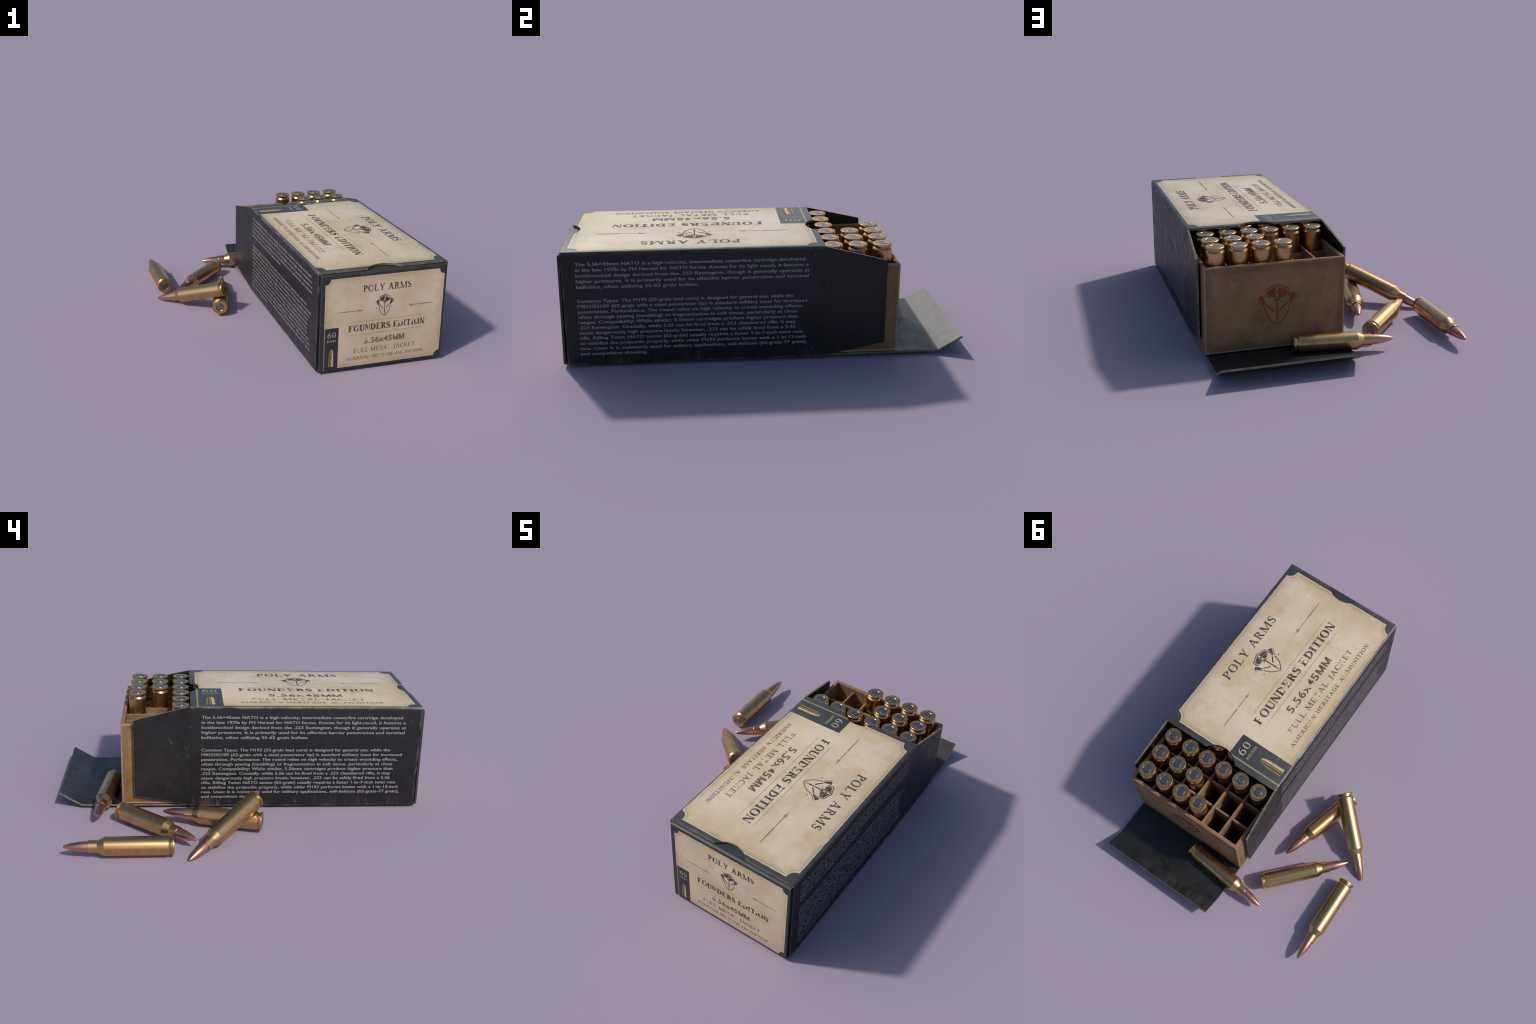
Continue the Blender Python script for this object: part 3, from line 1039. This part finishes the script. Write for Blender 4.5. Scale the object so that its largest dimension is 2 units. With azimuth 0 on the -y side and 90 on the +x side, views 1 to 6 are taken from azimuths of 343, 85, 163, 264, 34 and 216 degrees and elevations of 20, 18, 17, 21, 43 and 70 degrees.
# printed paragraph on both long sides: text of each line and its measured length
LINES_A = [('The 5.56\u00d745mm NATO is a high-velocity, intermediate centerfire cartridge developed', 1.095),
           ('in the late 1970s by FN Herstal for NATO forces. Known for its light recoil, it features a', 1.112),
           ('bottlenecked design derived from the .223 Remington, though it generally operates at', 1.117),
           ('higher pressures. It is primarily used for its effective barrier penetration and terminal', 1.113),
           ('ballistics, often utilizing 55-62 grain bullets.', 0.581)]
LINES_B = [('Common Types: The M193 (55-grain lead core) is designed for general use, while the', 1.040),
           ('M855/SS109 (62-grain with a steel penetrator tip) is standard military issue for increased', 1.107),
           ('penetration. Performance: The round relies on high velocity to create wounding effects,', 1.085),
           ('often through yawing (tumbling) or fragmentation in soft tissue, particularly at close', 1.059),
           ('ranges. Compatibility: While similar, 5.56mm cartridges produce higher pressure than', 1.063),
           ('.223 Remington. Crucially, while 5.56 can be fired from a .223 chambered rifle, it may', 1.052),
           ('cause dangerously high pressure levels; however, .223 can be safely fired from a 5.56', 1.052),
           ('rifle. Rifling Twist: NATO ammo (62-grain) usually requires a faster 1-in-7-inch twist rate', 1.086),
           ('to stabilize the projectile properly, while older M193 performs better with a 1-in-12-inch', 1.103),
           ('rate. Uses: It is commonly used for military applications, self-defense (62-grain-77 grain),', 1.111),
           ('and competition shooting.', 0.322)]


def print_paragraphs(parent):
    sides = ((lambda u, v, h: Vector((X0 - h, 0.2245 - u, v)), (-1, 0, 0)),
             (lambda u, v, h: Vector((X1 + h, -0.9120 + u, v)), (1, 0, 0)))
    for place, facing in sides:
        bm = bmesh.new()
        for i, (text, length) in enumerate(LINES_A):
            for shift, h in ((0.0, 0.0007), (0.0014, 0.0008)):      # set twice for a heavier face
                add_sans(bm, text, place, shift, length + shift, 0.5233 - 0.02855 * i, 0.0158, 0.012, h, 1.06)
        for i, (text, length) in enumerate(LINES_B):
            for shift, h in ((0.0, 0.0007), (0.0014, 0.0008)):
                add_sans(bm, text, place, shift, length + shift, 0.3374 - 0.02732 * i, 0.0158, 0.012, h, 1.06)
        orient(bm, facing)
        make_object('paragraph_print', mesh_from(bm, 'paragraph_print', [M_WHITE]), parent, 'stuff')


box = bpy.data.objects.new('cartridge_carton', None)
box.location = (0.3092, -0.16, Z0)
box.empty_display_size = 0.2
COLL.objects.link(box)
box['label'] = 'worn dark printed carton with tan cartridge tray pulled out'
box['category'] = 'ammunition box'
bpy.context.view_layer.update()

sleeve = build_sleeve(box)
end_panel = build_end_panel(box)
build_dust_flaps(box)
build_side_flap(box, X1, 0.7045)
build_side_flap(box, X0, -0.0880)
build_bottom_flap(box)
build_tray(box)
print_label(top_point, (0, 0, 1), sleeve, 'top')
print_label(end_point, (0, -1, 0), end_panel, 'end')
print_paragraphs(sleeve)


# ------------------------------------------------------------------ cartridges
SEG = 16
CASE = [(0.0232, 0.0022), (0.0236, 0.0010), (0.0248, 0.0), (0.0462, 0.0), (0.0474, 0.0010), (0.0478, 0.0024), (0.0478, 0.0085), (0.0465, 0.0104),
        (0.0408, 0.0118), (0.0404, 0.0178), (0.0470, 0.0258), (0.0484, 0.0282), (0.0487, 0.036), (0.0481, 0.338),
        (0.0318, 0.3715), (0.0314, 0.4145), (0.0309, 0.4155), (0.0283, 0.4155), (0.0276, 0.4140)]
BULLET = [(0.0268, 0.404), (0.0270, 0.418), (0.0266, 0.435), (0.0252, 0.455), (0.0226, 0.475), (0.0188, 0.494), (0.0140, 0.511), (0.0088, 0.525), (0.0060, 0.5320), (0.0044, 0.5342), (0.0, 0.5345)]
PRIMER = [(0.0, -0.0006), (0.0196, -0.0006), (0.0212, 0.0000), (0.0220, 0.0012), (0.0220, 0.0030)]

ME_CASE = lathe(CASE, SEG, 'case', [M_BRASS], 23)
ME_BULLET = lathe(BULLET, SEG, 'bullet', [M_COPPER], 40)
ME_PRIMER = lathe(PRIMER, SEG, 'primer', [M_STEEL], 15)


def headstamp_mesh():
    """Small raised figures around the primer, read from the base side."""
    bm = bmesh.new()
    marks = list('.223 REM - 5.56')
    a0, a1 = radians(124 + 62), radians(124 + 300)
    for i, ch in enumerate(marks):
        if ch == ' ':
            continue
        a = a0 + (a1 - a0) * i / (len(marks) - 1)
        rad = Vector((cos(a), sin(a)))
        tan = Vector((-sin(a), cos(a)))

        def place(u, v, h, rad=rad, tan=tan):
            p = rad * (0.0315 + v) - tan * u * -1.0
            return Vector((p.x, p.y, -h))
        w = {'.': 0.0016, '-': 0.0030}.get(ch, 0.0048)
        add_sans(bm, ch, place, -w / 2, w / 2, 0.0, 0.0082, 0.01, 0.0004)
    orient(bm, (0, 0, -1))
    return mesh_from(bm, 'headstamp', [M_STAMP])


ME_STAMP = headstamp_mesh()


def add_cartridge(matrix):
    e = bpy.data.objects.new('rifle_cartridge', None)
    e.empty_display_size = 0.05
    e.matrix_world = matrix
    COLL.objects.link(e)
    e['label'] = 'brass rifle cartridge with pointed copper bullet'
    e['category'] = 'cartridge'
    for name, me, kind in (('case', ME_CASE, None), ('bullet', ME_BULLET, None), ('primer', ME_PRIMER, None), ('headstamp', ME_STAMP, 'stuff')):
        o = bpy.data.objects.new(name, me)
        o.parent = e
        COLL.objects.link(o)
        if kind:
            o['kind'] = kind


EMPTY_CELLS = {(0, 4), (0, 5), (1, 3), (1, 4), (1, 5)}       # (row, column)
for row in range(ROWS):
    for col, x in enumerate(COLUMNS):
        if (row, col) in EMPTY_CELLS:
            continue
        add_cartridge(Matrix.Translation((x, ROW_FIRST - ROW_STEP * row, HEAD_Z)) @ Matrix.Rotation(pi, 4, 'X'))

# lying rounds: centre of the base, point of the bullet, roll
LOOSE = [((0.2386, 0.7209, 0.0625), (-0.2915, 0.7775, 0.0575), 20),
         ((-0.2150, 0.6540, 0.0580), (-0.5807, 0.2594, 0.0575), 100),
         ((-0.6400, 0.3690, 0.0580), (-0.6476, 0.9027, 0.0599), 55),
         ((-0.3790, -0.0880, 0.0625), (-0.2419, 0.4279, 0.0625), 200),
         ((-0.3350, -0.0570, 0.1715), (-0.7036, 0.2980, 0.0062), 140)]
for base, tip, roll in LOOSE:
    base, tip = Vector(base), Vector(tip)
    d = (tip - base).normalized()
    mid = (base + tip) / 2
    rot = d.to_track_quat('Z', 'Y').to_matrix().to_4x4()
    add_cartridge(Matrix.Translation(mid - d * LENGTH / 2) @ rot @ Matrix.Rotation(radians(roll), 4, 'Z'))
